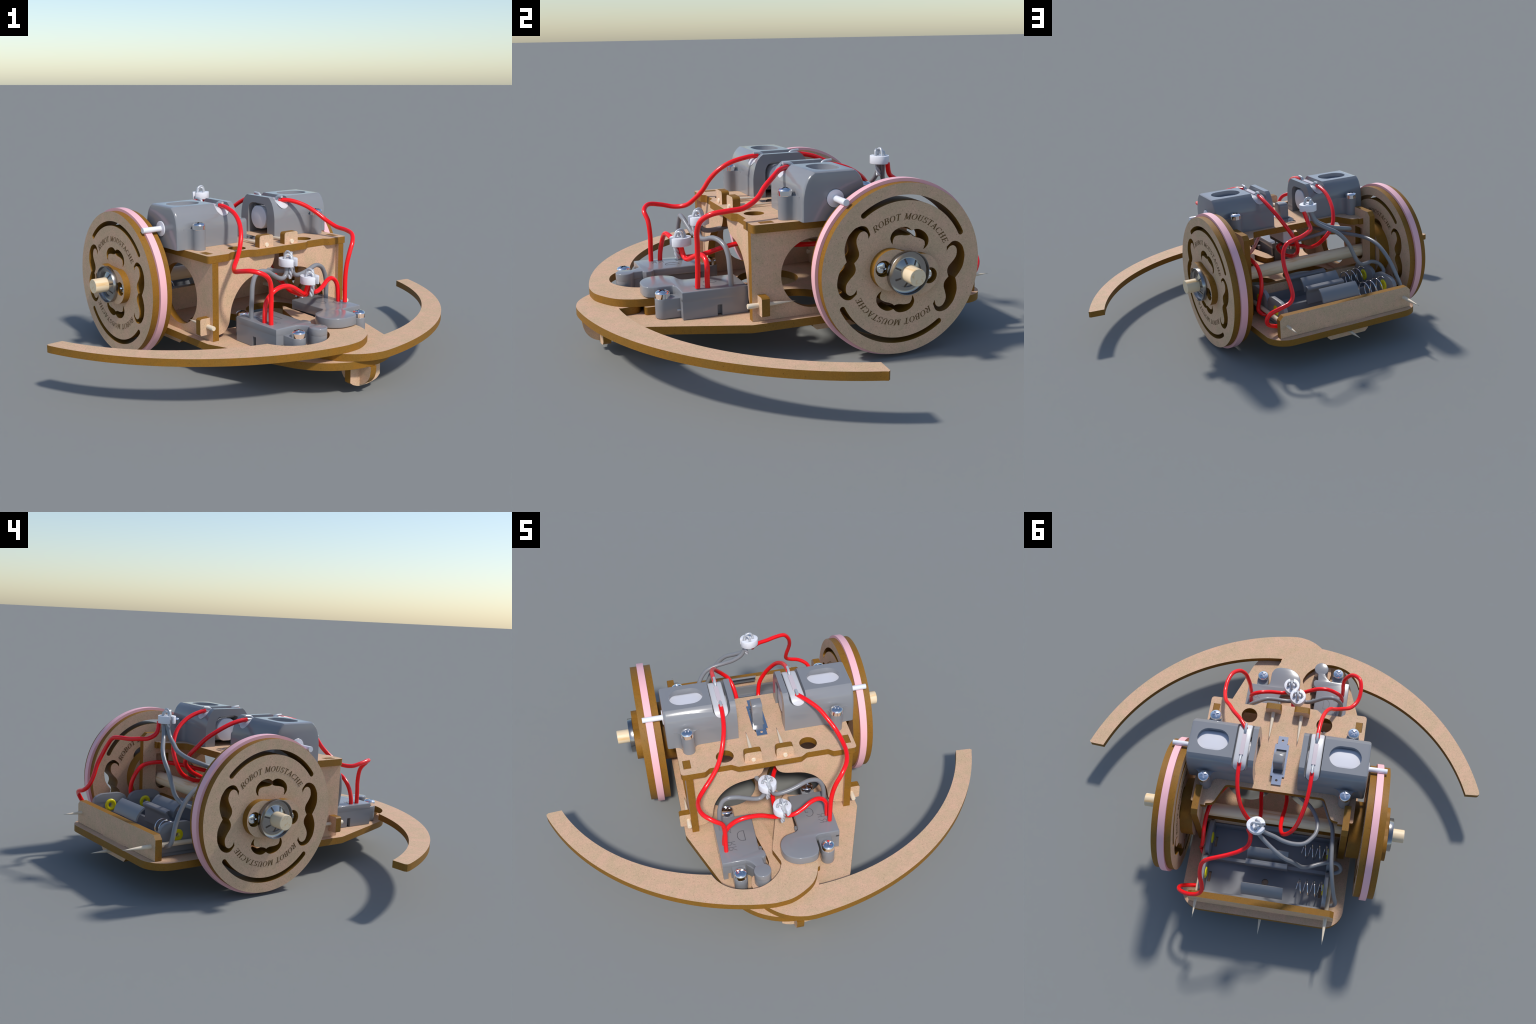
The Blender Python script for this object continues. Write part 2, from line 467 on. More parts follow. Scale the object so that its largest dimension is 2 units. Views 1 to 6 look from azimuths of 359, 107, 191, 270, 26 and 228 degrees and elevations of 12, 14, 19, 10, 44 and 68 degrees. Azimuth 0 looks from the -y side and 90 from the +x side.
# ------------------------------------------------------------------ feeler arms (the moustache)
def arc_between(c, r, p, q, n=40):
    """points on a circle from the direction of p to the direction of q"""
    a0 = math.degrees(math.atan2(p[1] - c[1], p[0] - c[0])); a1 = math.degrees(math.atan2(q[1] - c[1], q[0] - c[0]))
    return arc(c[0], c[1], r, a0, a1, n)
out_m = arc_between((.0182, .0506), 1.2769, (-1.181, -.392), (-.150, -1.213)) + spline([(-0.108, -1.219), (-0.027, -1.210), (0.045, -1.176), (0.104, -1.128), (0.141, -1.054), (0.1505, -0.985),
                (0.150, -0.930), (0.125, -0.870), (0.090, -0.800), (0.095, -0.640), (0.104, -0.515)], 6)
in_m = [(0.099, -0.505), (0.056, -0.560), (0.003, -0.686), (-0.031, -0.800), (-0.056, -0.888), (-0.030, -0.968)] + \
       spline([(-0.030, -0.985), (-0.052, -1.032), (-0.096, -1.076), (-0.150, -1.104), (-0.200, -1.110), (-0.251, -1.102), (-0.296, -1.085), (-0.334, -1.057), (-0.366, -1.018), (-0.385, -0.977)], 6) + \
       arc_between((-.161, .0066), 1.0094, (-.390, -.976), (-1.098, -.368)) + [(-1.101, -.361), (-1.172, -.366), (-1.182, -.374)]
board('feeler_arm', out_m + in_m, .2175, .2526, 'z')

out_p = spline([(-0.188, -1.130), (-0.165, -1.182), (-0.134, -1.222), (-0.086, -1.262), (-0.030, -1.289), (0.030, -1.302)], 6) + \
    arc_between((-.0591, .0399), 1.3479, (.070, -1.302), (1.217, -.398)) + [(1.2225, -.384), (1.214, -.374), (1.133, -.368)]
in_p = arc_between((.0709, -.0106), 1.1206, (1.1305, -.378), (.127, -1.130)) + \
       spline([(0.132, -1.115), (0.120, -1.045), (0.080, -1.020), (0.030, -1.000), (-0.010, -0.960), (-0.030, -0.895), (-0.037, -0.768), (-0.063, -0.662), (-0.088, -0.638), (-0.124, -0.646), (-0.126, -0.668), (-0.114, -0.746), (-0.086, -0.905), (-0.095, -0.955),
               (-0.150, -0.985), (-0.188, -1.012), (-0.199, -1.060)], 5)
board('feeler_arm', out_p + in_p, .1812, .2165, 'z')
board('spacer_ring', fillet([(.02, -.99), (.13, -1.02), (.165, -1.02), (.165, -.88), (.05, -.87)], .03), .1812, .2165, 'z')

# skid under the nose: two half-round boards crossing each other
sk1 = [(-.018, .1435)] + arc(-.108, .160, .125, -8, -8, 1)[:0]
def half_round(c, r, z_top, z_bot, a0, a1):
    return [(c + r * cos(a0), z_top), ] 
skx = [(-1.275, .1435)] + spline([(-1.275, .125), (-1.268, .092), (-1.250, .066), (-1.226, .049), (-1.200, .042), (-1.15, .042)], 6) + [(-1.10, .047), (-1.085, .07), (-1.085, .1435)]
board('skid', skx, -.018, .018, 'x')
sky = [(-.078, .1435)] + [(-.078, .060)] + spline([(-.060, .047), (-.030, .036), (0, .033), (.035, .034), (.080, .043), (.100, .051), (.116, .066)], 5) + [(.116, .1435)]
board('skid', sky, -1.205, -1.169, 'y')

# ------------------------------------------------------------------ wheels
WC = 0.390
R_DISC, R_TYRE = 0.3755, 0.390
def sym(p): return [(x, -y) for x, y in reversed(p)]
m_out = [(-.270, 0), (-.2833, .0245), (-.2932, .0575), (-.2904, .0985), (-.281, .122), (-.264, .1455), (-.237, .159), (-.2110, .155), (-.1900, .129)]
m_in = [(-.1940, .110), (-.2030, .1297), (-.2207, .1388), (-.2388, .1295), (-.2470, .107), (-.2455, .089), (-.2359, .069), (-.2219, .0447), (-.2211, .0228), (-.234, 0)]
up_half = spline(m_out, 4)[:-1] + [(-.190, .129), (-.1935, .1105)] + spline(m_in, 4)[1:]
big = up_half + [p for p in sym(up_half)][1:-1]
big_r = mirx(big)
s_up = [(0, .1735), (.016, .1825), (.0370, .1845), (.0665, .1745), (.0880, .1540), (.0935, .1300), (.0860, .1120), (.0760, .1020)]
s_dn = [(.0785, .1220), (.0715, .1385), (.0480, .1465), (.0290, .1480), (.0110, .1515), (0, .1575)]
s_half = spline(s_up, 4)[:-1] + [(.076, .102)] + spline(s_dn, 4)
small = s_half + [(-x, y) for x, y in reversed(s_half)][1:-1]
small_b = [(x, -y) for x, y in reversed(small)]
def arc_slot(a0, a1, r, w):
    p = arc(0, 0, r + w, a0, a1, 36)
    e1 = (r * cos(radians(a1)), r * sin(radians(a1))); e0 = (r * cos(radians(a0)), r * sin(radians(a0)))
    return p + arc(*e1, w, a1, a1 + 180, 8)[1:-1] + arc(0, 0, r - w, a1, a0, 36) + arc(*e0, w, a0 + 180, a0 + 360, 8)[1:-1]
wheel_holes = [big, big_r, small, small_b, arc_slot(40, 140, .3135, .0122), arc_slot(220, 320, .3135, .0122)]
X_IN, X_A, X_B, X_OUT = .511, .5475, .5845, .6215
def disc_board(lo, hi):
    me = prism(circle(0, 0, R_DISC, 128), lo, hi, 'z', wheel_holes)
    return me
me = join_meshes([disc_board(X_IN, X_A - .0002), disc_board(X_B + .0002, X_OUT)])
core = prism(circle(0, 0, R_DISC - .004, 128), X_A - .0001, X_B + .0001, 'z', wheel_holes)
WHEEL = join_meshes([me, core])
WHEEL.materials.append(FACE); WHEEL.materials.append(EDGE)
for p in WHEEL.polygons: p.material_index = 0 if abs(p.normal.z) > .9 else 1
shade(WHEEL, 30)
TYRE = lathe([(R_DISC - .006, X_A), (R_TYRE, X_A), (R_TYRE, X_B), (R_DISC - .006, X_B), (R_DISC - .006, X_A)], 128, cap=False)
TYRE.materials.append(PINK); shade(TYRE, 30)
def peanut(R, c, waist, n=14):
    """outline of two lobes with a drawn-in waist"""
    q = arc(c, 0, R, 0, 105, n)[:-1]
    h = spline([(c + R * cos(radians(105)), R * sin(radians(105))), (.025, waist + .0015), (0, waist)], 6)
    qu = q + h
    up = qu + [(-x, y) for x, y in reversed(qu)][1:]
    return up + [(x, -y) for x, y in reversed(up)][1:-1]
PEANUT = peanut(.089, .068, .0845)
HUB = prism(PEANUT, X_OUT + .0004, X_OUT + .0004 + T, 'z', [circle(.1145, 0, .0355, 32), circle(-.1145, 0, .0355, 32)])
HUB.materials.append(FACE); HUB.materials.append(EDGE)
for p in HUB.polygons: p.material_index = 0 if abs(p.normal.z) > .9 else 1
shade(HUB, 30)
BOSS = prism(circle(0, 0, .163, 72), .4385, X_IN - .0005, 'z')
BOSS.materials.append(FACE); BOSS.materials.append(EDGE)
for p in BOSS.polygons: p.material_index = 0 if abs(p.normal.z) > .9 else 1
shade(BOSS, 30)
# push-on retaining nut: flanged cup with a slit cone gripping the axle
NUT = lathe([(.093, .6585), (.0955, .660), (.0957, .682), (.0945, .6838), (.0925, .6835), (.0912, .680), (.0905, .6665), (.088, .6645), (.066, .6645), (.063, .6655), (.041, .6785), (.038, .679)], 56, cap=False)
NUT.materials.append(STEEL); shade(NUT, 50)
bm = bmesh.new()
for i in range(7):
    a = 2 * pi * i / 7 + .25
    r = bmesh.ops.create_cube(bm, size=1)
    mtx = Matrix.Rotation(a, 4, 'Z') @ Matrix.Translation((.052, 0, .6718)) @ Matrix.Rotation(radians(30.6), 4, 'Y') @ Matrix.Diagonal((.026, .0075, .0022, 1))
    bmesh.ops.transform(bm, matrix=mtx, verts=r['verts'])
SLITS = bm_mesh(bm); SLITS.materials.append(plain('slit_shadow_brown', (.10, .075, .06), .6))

TEXT = 'ROBOT MOUSTACHE'
def ring_text(cap_h=.0262, r0=.2195, half_angle=51.0, sheer=.20):
    W = []
    for ch in TEXT:
        W.append(glyph(ch))
    tot = sum(w for _, w in W)
    pol = []
    for flip in (0, 180):
        a = 90 + half_angle
        for P, w in W:
            da = 2 * half_angle * w / tot
            ac = radians(a - da / 2 + flip)
            sx = (radians(2 * half_angle) * r0 / tot)
            u = Vector((sin(ac), -cos(ac))); v = Vector((cos(ac), sin(ac)))
            for poly in P:
                q = []
                for p in poly:
                    lx = (p[0] - w / 2 + (p[1] - .5) * sheer) * sx * .96
                    q.append(u * lx + v * (r0 + p[1] * cap_h))
                pol.append(q)
            a -= da
    return pol
RT = ring_text()
LET_OUT = letter_mesh(RT, 0.0006)
LET_IN = letter_mesh(RT, 0.0006)
LET_OUT.materials.append(BURN)

def wheel(side, roll):
    """roll: turn of the cut pattern about the axle, counter-clockwise seen from outside"""
    if side > 0:
        Mx = Matrix(((0, 0, 1), (1, 0, 0), (0, 1, 0)))
    else:
        Mx = Matrix(((0, 0, -1), (-1, 0, 0), (0, 1, 0)))
    Mx = Mx @ Matrix.Rotation(roll, 3, 'Z')
    w = bpy.data.objects.new('wheel', WHEEL); link(w)
    w.matrix_local = Matrix.Translation((0, 0, WC)) @ Mx.to_4x4()
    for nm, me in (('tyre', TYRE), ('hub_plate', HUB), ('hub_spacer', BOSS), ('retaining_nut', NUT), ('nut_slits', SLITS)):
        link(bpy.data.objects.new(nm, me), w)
    for f, z, fl in ((1, X_OUT, 1), (-1, X_IN, -1)):
        o = link(bpy.data.objects.new('lettering', LET_OUT), w)
        o.location = (0, 0, z)
        if fl < 0: o.rotation_euler = (0, pi, 0)
    for sx in (-1, 1):
        s = screw(sx * .112, 0, .6225, w)
        s.scale = (.92, .92, .8)
wheel(1, radians(-13.4)); wheel(-1, radians(-3.0))

ax = lathe([(0.0355, -.7525), (.0375, -.7505), (.0375, .7505), (.0355, .7525)], 40, 'x')
ax.transform(Matrix.Translation((0, 0, WC)))
obj('axle', ax, None, [DOWEL], 30)

# ------------------------------------------------------------------ motors in their mounts
YM = -.2575
def motor_mount(sx):
    prof_half = [(.1465, .6070), (.1468, .695), (.1445, .718), (.1400, .742), (.1330, .766), (.1230, .787), (.1080, .805), (.0935, .8155)]
    prof = [(YM - y, z) for y, z in prof_half] + [(YM + y, z) for y, z in reversed(prof_half)]
    bm = bmesh.new()
    xs = [(.123, 0), (.479, 0), (.487, .002), (.4915, .006), (.493, .012)]
    rings = []
    for x, ins in xs:
        ring = []
        for y, z in prof:
            d = Vector((y - YM, z - .70)); L_ = d.length
            f = (L_ - ins) / L_
            ring.append(bm.verts.new((x, YM + d.x * f, (.70 + d.y * f) if z > .608 else z)))
        rings.append(ring)
    n = len(prof)
    for A, B in zip(rings, rings[1:]):
        for i in range(n):
            bm.faces.new((A[i], A[(i + 1) % n], B[(i + 1) % n], B[i]))
    bm.faces.new(rings[0]); bm.faces.new(list(reversed(rings[-1])))
    bmesh.ops.recalc_face_normals(bm, faces=bm.faces)
    body = bm_mesh(bm)
    bosses = []
    for yc, s in ((-.4400, -1), (-.0712, 1)):
        xb = .3875; yw = YM + s * .140; yf = YM + s * .1466
        d = [(xb - .066, yw), (xb - .066, yf)] + spline([(xb - .066, yf), (xb - .048, yf + s * .004), (xb - .036, yf + s * .016), (xb - .0325, yf + s * .030)], 5)[1:]
        tip = [(xb + .0325 * cos(t), yc + s * .0325 * sin(t)) for t in [pi - pi * i / 16 for i in range(17)]]
        right_ = [(2 * xb - x, y) for x, y in reversed(d)]
        bosses.append(prism(d + tip + right_, .6072, .7095, 'z'))
    recess = [prism(circle(.3875, yc, .0425, 36), .7094, .752, 'z') for yc in (-.4400, -.0712)]
    oval = prism(arc(.3875, YM, .0625, -90, 90, 14) + arc(.3375, YM, .0625, 90, 270, 14), .74, .85, 'z')
    cav = prism(fillet([(YM - .0845, .58), (YM + .0845, .58), (YM + .0845, .777), (YM - .0845, .777)], [0, 0, .055, .055], 10), .10, .462, 'x')
    bore = lathe([(.041, .44), (.041, .52)], 32, 'x'); bore.transform(Matrix.Translation((0, YM + .0025, .6985)))
    groove = prism([(.1525, .86)] + arc(.197, .7975, .0445, 180, 360, 16) + [(.2415, .86)], YM - .22, YM + .22, 'y')
    body = boolean(body, [recess[0], recess[1]])
    body = boolean(body, bosses, 'UNION')
    body = boolean(body, [oval, cav, bore, groove])
    inlet = [(y, z) for y, z in [(YM - .066, .58)]]
    if sx < 0: body.transform(Matrix.Diagonal((-1, 1, 1, 1))); body.flip_normals()
    body.materials.clear(); body.materials.append(PLASTIC)
    mount = obj('motor_mount', body, None, None, 28)
    # motor can with flats, its bush and shaft
    can = []
    for i in range(64):
        t = 2 * pi * i / 64
        can.append((YM + .0025 + .0655 * cos(t), .6975 + max(-.062, min(.062, .0655 * sin(t)))))
    can_me = prism(can, .131, .458, 'x', bevel=.004)
    parts = [can_me]
    flat = prism(fillet(rect(YM - .070, .62, YM + .070, .7885), .03), .25, .470, 'x'); parts.append(flat)
    cm = join_meshes(parts)
    bush = lathe([(0, .44), (.039, .44), (.039, .4955), (.0375, .497), (0, .497)], 36, 'x'); bush.transform(Matrix.Translation((0, YM + .0025, .6985)))
    shaft = lathe([(0, .44), (.0142, .44), (.0142, .599), (.0135, .600), (0, .600)], 28, 'x'); shaft.transform(Matrix.Translation((0, YM + .0025, .6985)))
    wb = [(YM - .1385, .748), (YM - .1345, .764), (YM - .123, .781), (YM - .108, .791), (YM - .088, .7955)]
    block = prism([(YM - .1385, .70)] + wb + [(2 * YM - y, z) for y, z in reversed(wb)] + [(YM + .1385, .70)], .163, .2365, 'x', bevel=.006)
    u_shape = prism([(.150, .86)] + arc(.1997, .7905, .0367, 180, 360, 16) + [(.2495, .86)], YM - .22, YM + .22, 'y')
    keep = prism([(.163, .82), (.163, .7905)] + arc(.1997, .7905, .0367, 180, 360, 16)[1:] + [(.2364, .82)], YM - .22, YM + .22, 'y')
    block = boolean(block, [keep], 'INTERSECT')
    film = prism(fillet([(YM - .062, .7945), (YM + .062, .7945), (YM + .062, .8035), (YM - .062, .8035)], .002), .1865, .2085, 'x')
    shoe = [prism(rect(.184, YM + s * .098 - .030, .2115, YM + s * .098 + .030), .788, .8015) for s in (-1, 1)]
    pins = []
    for s in (-1, 1):
        pins.append(tube([(.197, YM + s * .066, .795), (.197, YM + s * .074, .808), (.197, YM + s * .088, .8150), (.197, YM + s * .118, .8165)], .0070, 6, 4))
        pins.append(tube([(.198, YM + s * .080, .799), (.199, YM + s * .108, .801)], .0075, 2, 4))
    for nm, me, mt in (('motor', cm, MOTORM), ('motor_bush', bush, SHAFTM), ('motor_shaft', shaft, SHAFTM), ('terminal_block', block, BLOCK), ('insulating_film', film, CLEAR),
                       ('terminal_pins', join_meshes(pins), TIN)):
        me = me.copy() if me.users else me
        if sx < 0: me.transform(Matrix.Diagonal((-1, 1, 1, 1))); me.flip_normals()
        me.materials.clear(); obj(nm, me, mount, [mt], 35)
    for yc in (-.4400, -.0712):
        screw(sx * .3885, yc, .7096, mount, random.uniform(0.2, 1.0))
    return mount
motor_mount(1); motor_mount(-1)

# ------------------------------------------------------------------ slide switch in the middle of the top plate
sp = [(.0275, -.416), (.0275, -.367), (.040, -.367), (.040, -.170), (.0275, -.170), (.0275, -.121)]
plate_o = [(x - .004 + .004, y) for x, y in sp] + [(-x, y) for x, y in reversed(sp)]
plate = prism(plate_o, P1 + .0006, P1 + .0075, 'z', [circle(0.001, -.391, .0072, 20), circle(0.001, -.147, .0072, 20), rect(-.0285, -.335, .0285, -.190)])
sw = obj('slide_switch', plate, None, [PLATEM], 30)
tog = prism(fillet(rect(-.283, .55, -.212, .7045), [0, 0, .022, .022]), -.0275, .0275, 'x', bevel=.0015, res=1)
tog.transform(Matrix.Translation((.002, 0, 0)))
obj('switch_toggle', tog, sw, [PLASTIC], 30)
bed = prism(rect(-.0282, -.3355, .0282, -.1895), .590, .6045, 'z')
obj('switch_bed', bed, sw, [PLASTIC_MATT], 30)
shell = prism(fillet(rect(-.0385, -.367, .0385, -.170), .008), .470, .5700, 'z', bevel=.003)
obj('switch_shell', shell, sw, [WHITE], 30)
und = prism(fillet(rect(-.036, -.362, .036, -.175), .006), .452, .4705, 'z')
obj('switch_underside', und, sw, [plain('phenolic_board', (.10, .085, .075), .6)], 30)
pins = [tube([(sx * .015, y, .455), (sx * .015, y, .425)], .005, 2, 3) for sx in (-1, 1) for y in (-.21, -.268, -.326)]
obj('switch_pins', join_meshes(pins), sw, [TIN], 35)

# ------------------------------------------------------------------ feeler switches at the front
CT = .3050
def cyl_arc(cx, cy, r, a0, a1, n=18): return arc(cx, cy, r, a0, a1, n)
def capsule(cx, cy, r, yto, s):
    a = [(cx - r, yto)] + [(cx + r * cos(t), cy + s * r * sin(t)) for t in [pi - pi * i / 18 for i in range(19)]] + [(cx + r, yto)]
    return a
def left_cover():
    o = [(-.124, -.663), (-.325, -.663), (-.325, -.966), (-.207, -.966)] + spline([(-.207, -.966), (-.190, -.978), (-.174, -.998), (-.1665, -1.014)], 4)[1:] + \
        arc(-.138, -1.0465, .0430, 131, 412, 30) + [(-.1215, -1.006), (-.1265, -.966), (-.112, -.966), (-.1015, -.952), (-.1035, -.928), (-.116, -.912), (-.128, -.912)]
    top = prism(o, .268, CT, 'z', bevel=.0045)
    post = prism(circle(-.138, -1.0465, .0424, 40), .182, .285, 'z')
    neck = prism([(-.165, -1.02), (-.207, -.966), (-.1265, -.966), (-.1265, -1.006)], .20, .27, 'z')
    outer = prism([(-.966, .182), (-.815, .182), (-.815, .232), (-.791, .232), (-.791, .182), (-.663, .182), (-.663, .272), (-.966, .272)], -.3247, -.307, 'x')
    fr = prism([(-.3245, .182), (-.300, .182), (-.300, .225), (-.285, .225), (-.285, .182), (-.150, .182), (-.150, .272), (-.3245, .272)], -.9657, -.948, 'y')
    rear = prism(rect(-.3245, .182, -.1243, .272), -.681, -.6633, 'y')
    leg = prism(rect(-.142, -.681, -.1243, -.6633), .182, .27, 'z')
    tab = prism([(-.1265, -.966), (-.112, -.966), (-.1015, -.952), (-.1035, -.928), (-.116, -.912), (-.128, -.912)], .21, .27, 'z')
    b1 = prism(capsule(-.246, -1.0315, .0345, -.95, -1), .182, .2712, 'z', bevel=.0035)
    b2 = prism(capsule(-.241, -.6005, .0345, -.68, 1), .182, .2712, 'z', bevel=.0035)
    cover = obj('feeler_switch', join_meshes([top, post, neck, outer, fr, rear, leg, tab, b1, b2]), None, [PLASTIC], 32)
    core = prism(rect(-.302, -.93, -.150, -.70), .183, .262, 'z', bevel=.003)
    obj('microswitch', core, cover, [PLASTIC_MATT], 30)
    btn = lathe([(0, .182), (.0115, .182), (.0115, .244), (.0105, .2455), (0, .2455)], 20); btn.transform(Matrix.Translation((-.1155, -.853, 0)))
    obj('button', btn, cover, [PLASTIC_MATT], 30)
    screw(-.246, -1.0325, .2713, cover, .8); screw(-.241, -.6010, .2713, cover, .3)
    return cover
def right_cover():
    o = [(.095, -.587), (.095, -.808)] + spline([(.095, -.808), (.0885, -.829), (.072, -.840), (.050, -.846), (.022, -.854), (-.003, -.876), (-.017, -.908), (-.0175, -.943), (-.006, -.975), (.020, -1.001), (.055, -1.017), (.090, -1.0195), (.125, -1.017), (.152, -1.004), (.1665, -.975)], 5)[1:] + \
        spline([(.1675, -.965), (.1675, -.905), (.174, -.891), (.188, -.884), (.205, -.883)], 4)[1:] + [(.297, -.883), (.297, -.587)]
    top = prism(o, .2565, CT, 'z', bevel=.0045)
    outer = prism([(-.883, .182), (-.728, .182), (-.728, .232), (-.706, .232), (-.706, .182), (-.587, .182), (-.587, .272), (-.883, .272)], .279, .2967, 'x')
    fr = prism(rect(.19, .182, .2965, .272), -.8827, -.865, 'y')
    rear = prism(rect(.0957, .182, .2965, .272), -.605, -.5873, 'y')
    leg = prism(rect(.0957, -.605, .113, -.5873), .182, .27, 'z')
    b1 = prism(capsule(.2185, -.9525, .0345, -.87, -1), .182, .2712, 'z', bevel=.0035)
    b2 = prism(capsule(.2130, -.5245, .0345, -.60, 1), .182, .2712, 'z', bevel=.0035)
    cover = obj('feeler_switch', join_meshes([top, outer, fr, rear, leg, b1, b2]), None, [PLASTIC], 32)
    core = prism(rect(.123, -.86, .274, -.62), .183, .256, 'z', bevel=.003)
    obj('microswitch', core, cover, [PLASTIC_MATT], 30)
    btn = lathe([(0, .182), (.0115, .182), (.0115, .272), (.0105, .2735), (0, .2735)], 20); btn.transform(Matrix.Translation((.094, -.785, 0)))
    obj('button', btn, cover, [PLASTIC_MATT], 30)
    pin = tube([(.250, -.881, .215), (.250, -.898, .215)], .006, 2, 4)
    obj('switch_pin', pin, cover, [TIN], 30)
    screw(.2195, -.9530, .2713, cover, .6); screw(.213, -.5250, .2713, cover, 1.1)
    return cover
lc, rc = left_cover(), right_cover()
def engrave(cover, items):
    pol = []
    for ch, x, y, h, ang, mir in items:
        P, w = glyph(ch, .055, .05, False)
        a = radians(ang)
        for poly in P:
            q = []
            for p in poly:
                lx, ly = (p[0] - w / 2) * h * mir, (p[1] - .5) * h
                q.append((x + lx * cos(a) - ly * sin(a), y + lx * sin(a) + ly * cos(a)))
            pol.append(q)
    me = letter_mesh(pol, 0.0005)
    me.transform(Matrix.Translation((0, 0, CT)))
    obj('engraving', me, cover, [GROOVE], None)
engrave(lc, [('D', -.1975, -.805, .068, 180, 1), ('R', -.258, -.845, .040, 90, -1), ('R', -.256, -.880, .040, 90, -1), ('N', -.258, -.757, .034, 0, 1)])
engrave(rc, [('G', .176, -.725, .062, 180, 1), ('R', .232, -.760, .040, -90, -1), ('R', .232, -.800, .040, -90, -1)])

# ------------------------------------------------------------------ toothpicks
def toothpick(tip, butt, r=.0115, taper=.19):
    tip, butt = Vector(tip), Vector(butt); L_ = (tip - butt).length
    pr = [(r * .9, 0), (r, .002)] + [(r, max(.004, L_ - taper))] + [(r * (1 - (k / 6) ** 1.6), L_ - taper + taper * k / 6) for k in range(1, 6)] + [(0.0, L_)]
    me = lathe(pr, 20)
    z = (tip - butt).normalized()
    me.transform(Matrix.Translation(butt) @ z.to_track_quat('Z', 'Y').to_matrix().to_4x4())
    return obj('toothpick', me, None, [STICK], 40)
toothpick((-.0807, -.372, .6175), (-.0811, -.5965, .6180))
toothpick((.0822, -.376, .6175), (.0822, -.600, .6180))
toothpick((-.4440, -.4160, .2560), (-.4450, -.641, .2555))
toothpick((.4440, -.4160, .2560), (.4440, -.640, .2555))
toothpick((.3745, .612, .2440), (.3745, -.05, .2440), .0125)
toothpick((-.3755, .655, .2435), (-.3755, -.02, .2435), .0125)
toothpick((-.001, .630, .1305), (-.001, -.06, .1305), .0125)

# ------------------------------------------------------------------ battery holder
def battery_holder():
    ms = []
    XW = .365
    floor = prism(rect(-XW, .036, XW, .464), .1815, .200, 'z', [circle(.0, .335, .020, 24), circle(.0, .130, .020, 24), rect(-.335, .318, -.318, .380), rect(.318, .318, .335, .380), rect(-.335, .105, -.318, .167), rect(.318, .105, .335, .167)])
    ms.append(floor)
    bays = (.1365, .3490)
    for s in (-1, 1):
        for yc in bays:
            o = [(yc - .1045, .1905), (yc + .1045, .1905), (yc + .1045, .275)] + spline([(yc + .1045, .275), (yc + .100, .303), (yc + .085, .328), (yc + .058, .3415), (yc + .035, .344)], 4)[1:] + \
                spline([(yc - .035, .344), (yc - .058, .3415), (yc - .085, .328), (yc - .100, .303), (yc - .1045, .275)], 4)
            lo, hi = (.341, .365) if s > 0 else (-.365, -.341)
            ms.append(prism(o, lo, hi, 'x', [circle(yc, .2795, .014, 20)], bevel=.002, res=1))
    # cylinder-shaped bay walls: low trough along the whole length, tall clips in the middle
    def shell(yc, r, a0, a1, x0, x1, t=.009, flare=None):
        p = arc(yc, .2815, r, a0, a1, 18)
        q_ = arc(yc, .2815, r - t, a1, a0, 18)
        return prism(p + q_, x0, x1, 'x')
    R = .102
    ms.append(prism(rect(-.345, .233, .345, .2525), .195, .248, 'z'))
    ms.append(prism(rect(-.345, .036, .345, .047), .195, .255, 'z'))
    ms.append(prism(rect(-.345, .446, .345, .4625), .195, .248, 'z'))
    for yc in bays:
        ms.append(shell(yc, R - .004, 10, 62, -.118, .118, .010))       # rear-side clip, curling over
    for yc, top in ((bays[0], .058), (bays[1], .262)):
        # front-side clip: rises and flares outward into a lip
        pts = spline([(yc - .097, .235), (yc - .1005, .270), (yc - .098, .300), (yc - .085, .322), (yc - .088, .333), (yc - .102, .338)], 5)
        in_ = [(y + .010, z - .002) for y, z in pts]
        in_[-1] = (pts[-1][0] + .004, pts[-1][1] - .009)
        ms.append(prism(pts + in_[::-1], -.120, .120, 'x'))
    h = obj('battery_holder', join_meshes(ms), None, [PLASTIC_MATT], 35)
    ring = lathe([(.0125, -.016), (.028, -.016), (.0345, -.010), (.0345, .008), (.030, .014), (.022, .016), (.0125, .011), (.0125, -.016)], 32, 'x', cap=False)
    ring.materials.append(YELLOW); shade(ring, 50)
    for s in (-1, 1):
        for yc in bays:
            o = bpy.data.objects.new('eyelet', ring); link(o, h); o.location = (s * .350, yc, .2795); o.scale = (1, 1, 1)
            if s > 0: o.rotation_euler = (0, 0, pi)
            core = lathe([(0, -.004), (.013, -.004), (.013, .004), (0, .004)], 20, 'x'); core.transform(Matrix.Translation((s * .352, yc, .2795)))
            obj('eyelet_rivet', core, h, [CHROME], 40)
    for yc in bays:
        n = 150; turns = 3.6
        pts = []
        for i in range(n + 1):
            u = i / n; a = 2 * pi * turns * u + 1.2
            r = .0495 - .010 * u
            pts.append((-.336 + .150 * u, yc + r * cos(a), .2815 + r * sin(a)))
        obj('contact_spring', tube(pts, .0034, 1, 3, False), h, [CHROME], 60)
battery_holder()

# ------------------------------------------------------------------ wires
RW = .0116
def wire(name, pts, mat, r=RW):
    return obj(name, tube(pts, r, 7, 5), None, [mat], 60)
wire('red_wire', [(-.198, -.352, .803), (-.199, -.412, .797), (-.206, -.485, .778), (-.220, -.543, .745), (-.240, -.587, .698), (-.268, -.618, .640), (-.309, -.650, .592), (-.353, -.683, .556), (-.388, -.735, .547), (-.398, -.801, .561), (-.383, -.865, .570), (-.336, -.899, .550), (-.298, -.890, .505), (-.289, -.885, .436), (-.291, -.886, .367), (-.291, -.887, .300)], RED)
wire('red_wire', [(.197, -.352, .798), (.239, -.407, .795), (.287, -.459, .772), (.322, -.510, .738), (.354, -.556, .698), (.373, -.621, .667), (.373, -.691, .660), (.355, -.755, .649), (.321, -.795, .618), (.292, -.806, .569), (.277, -.803, .509), (.269, -.802, .445), (.267, -.803, .377), (.265, -.806, .309)], RED)
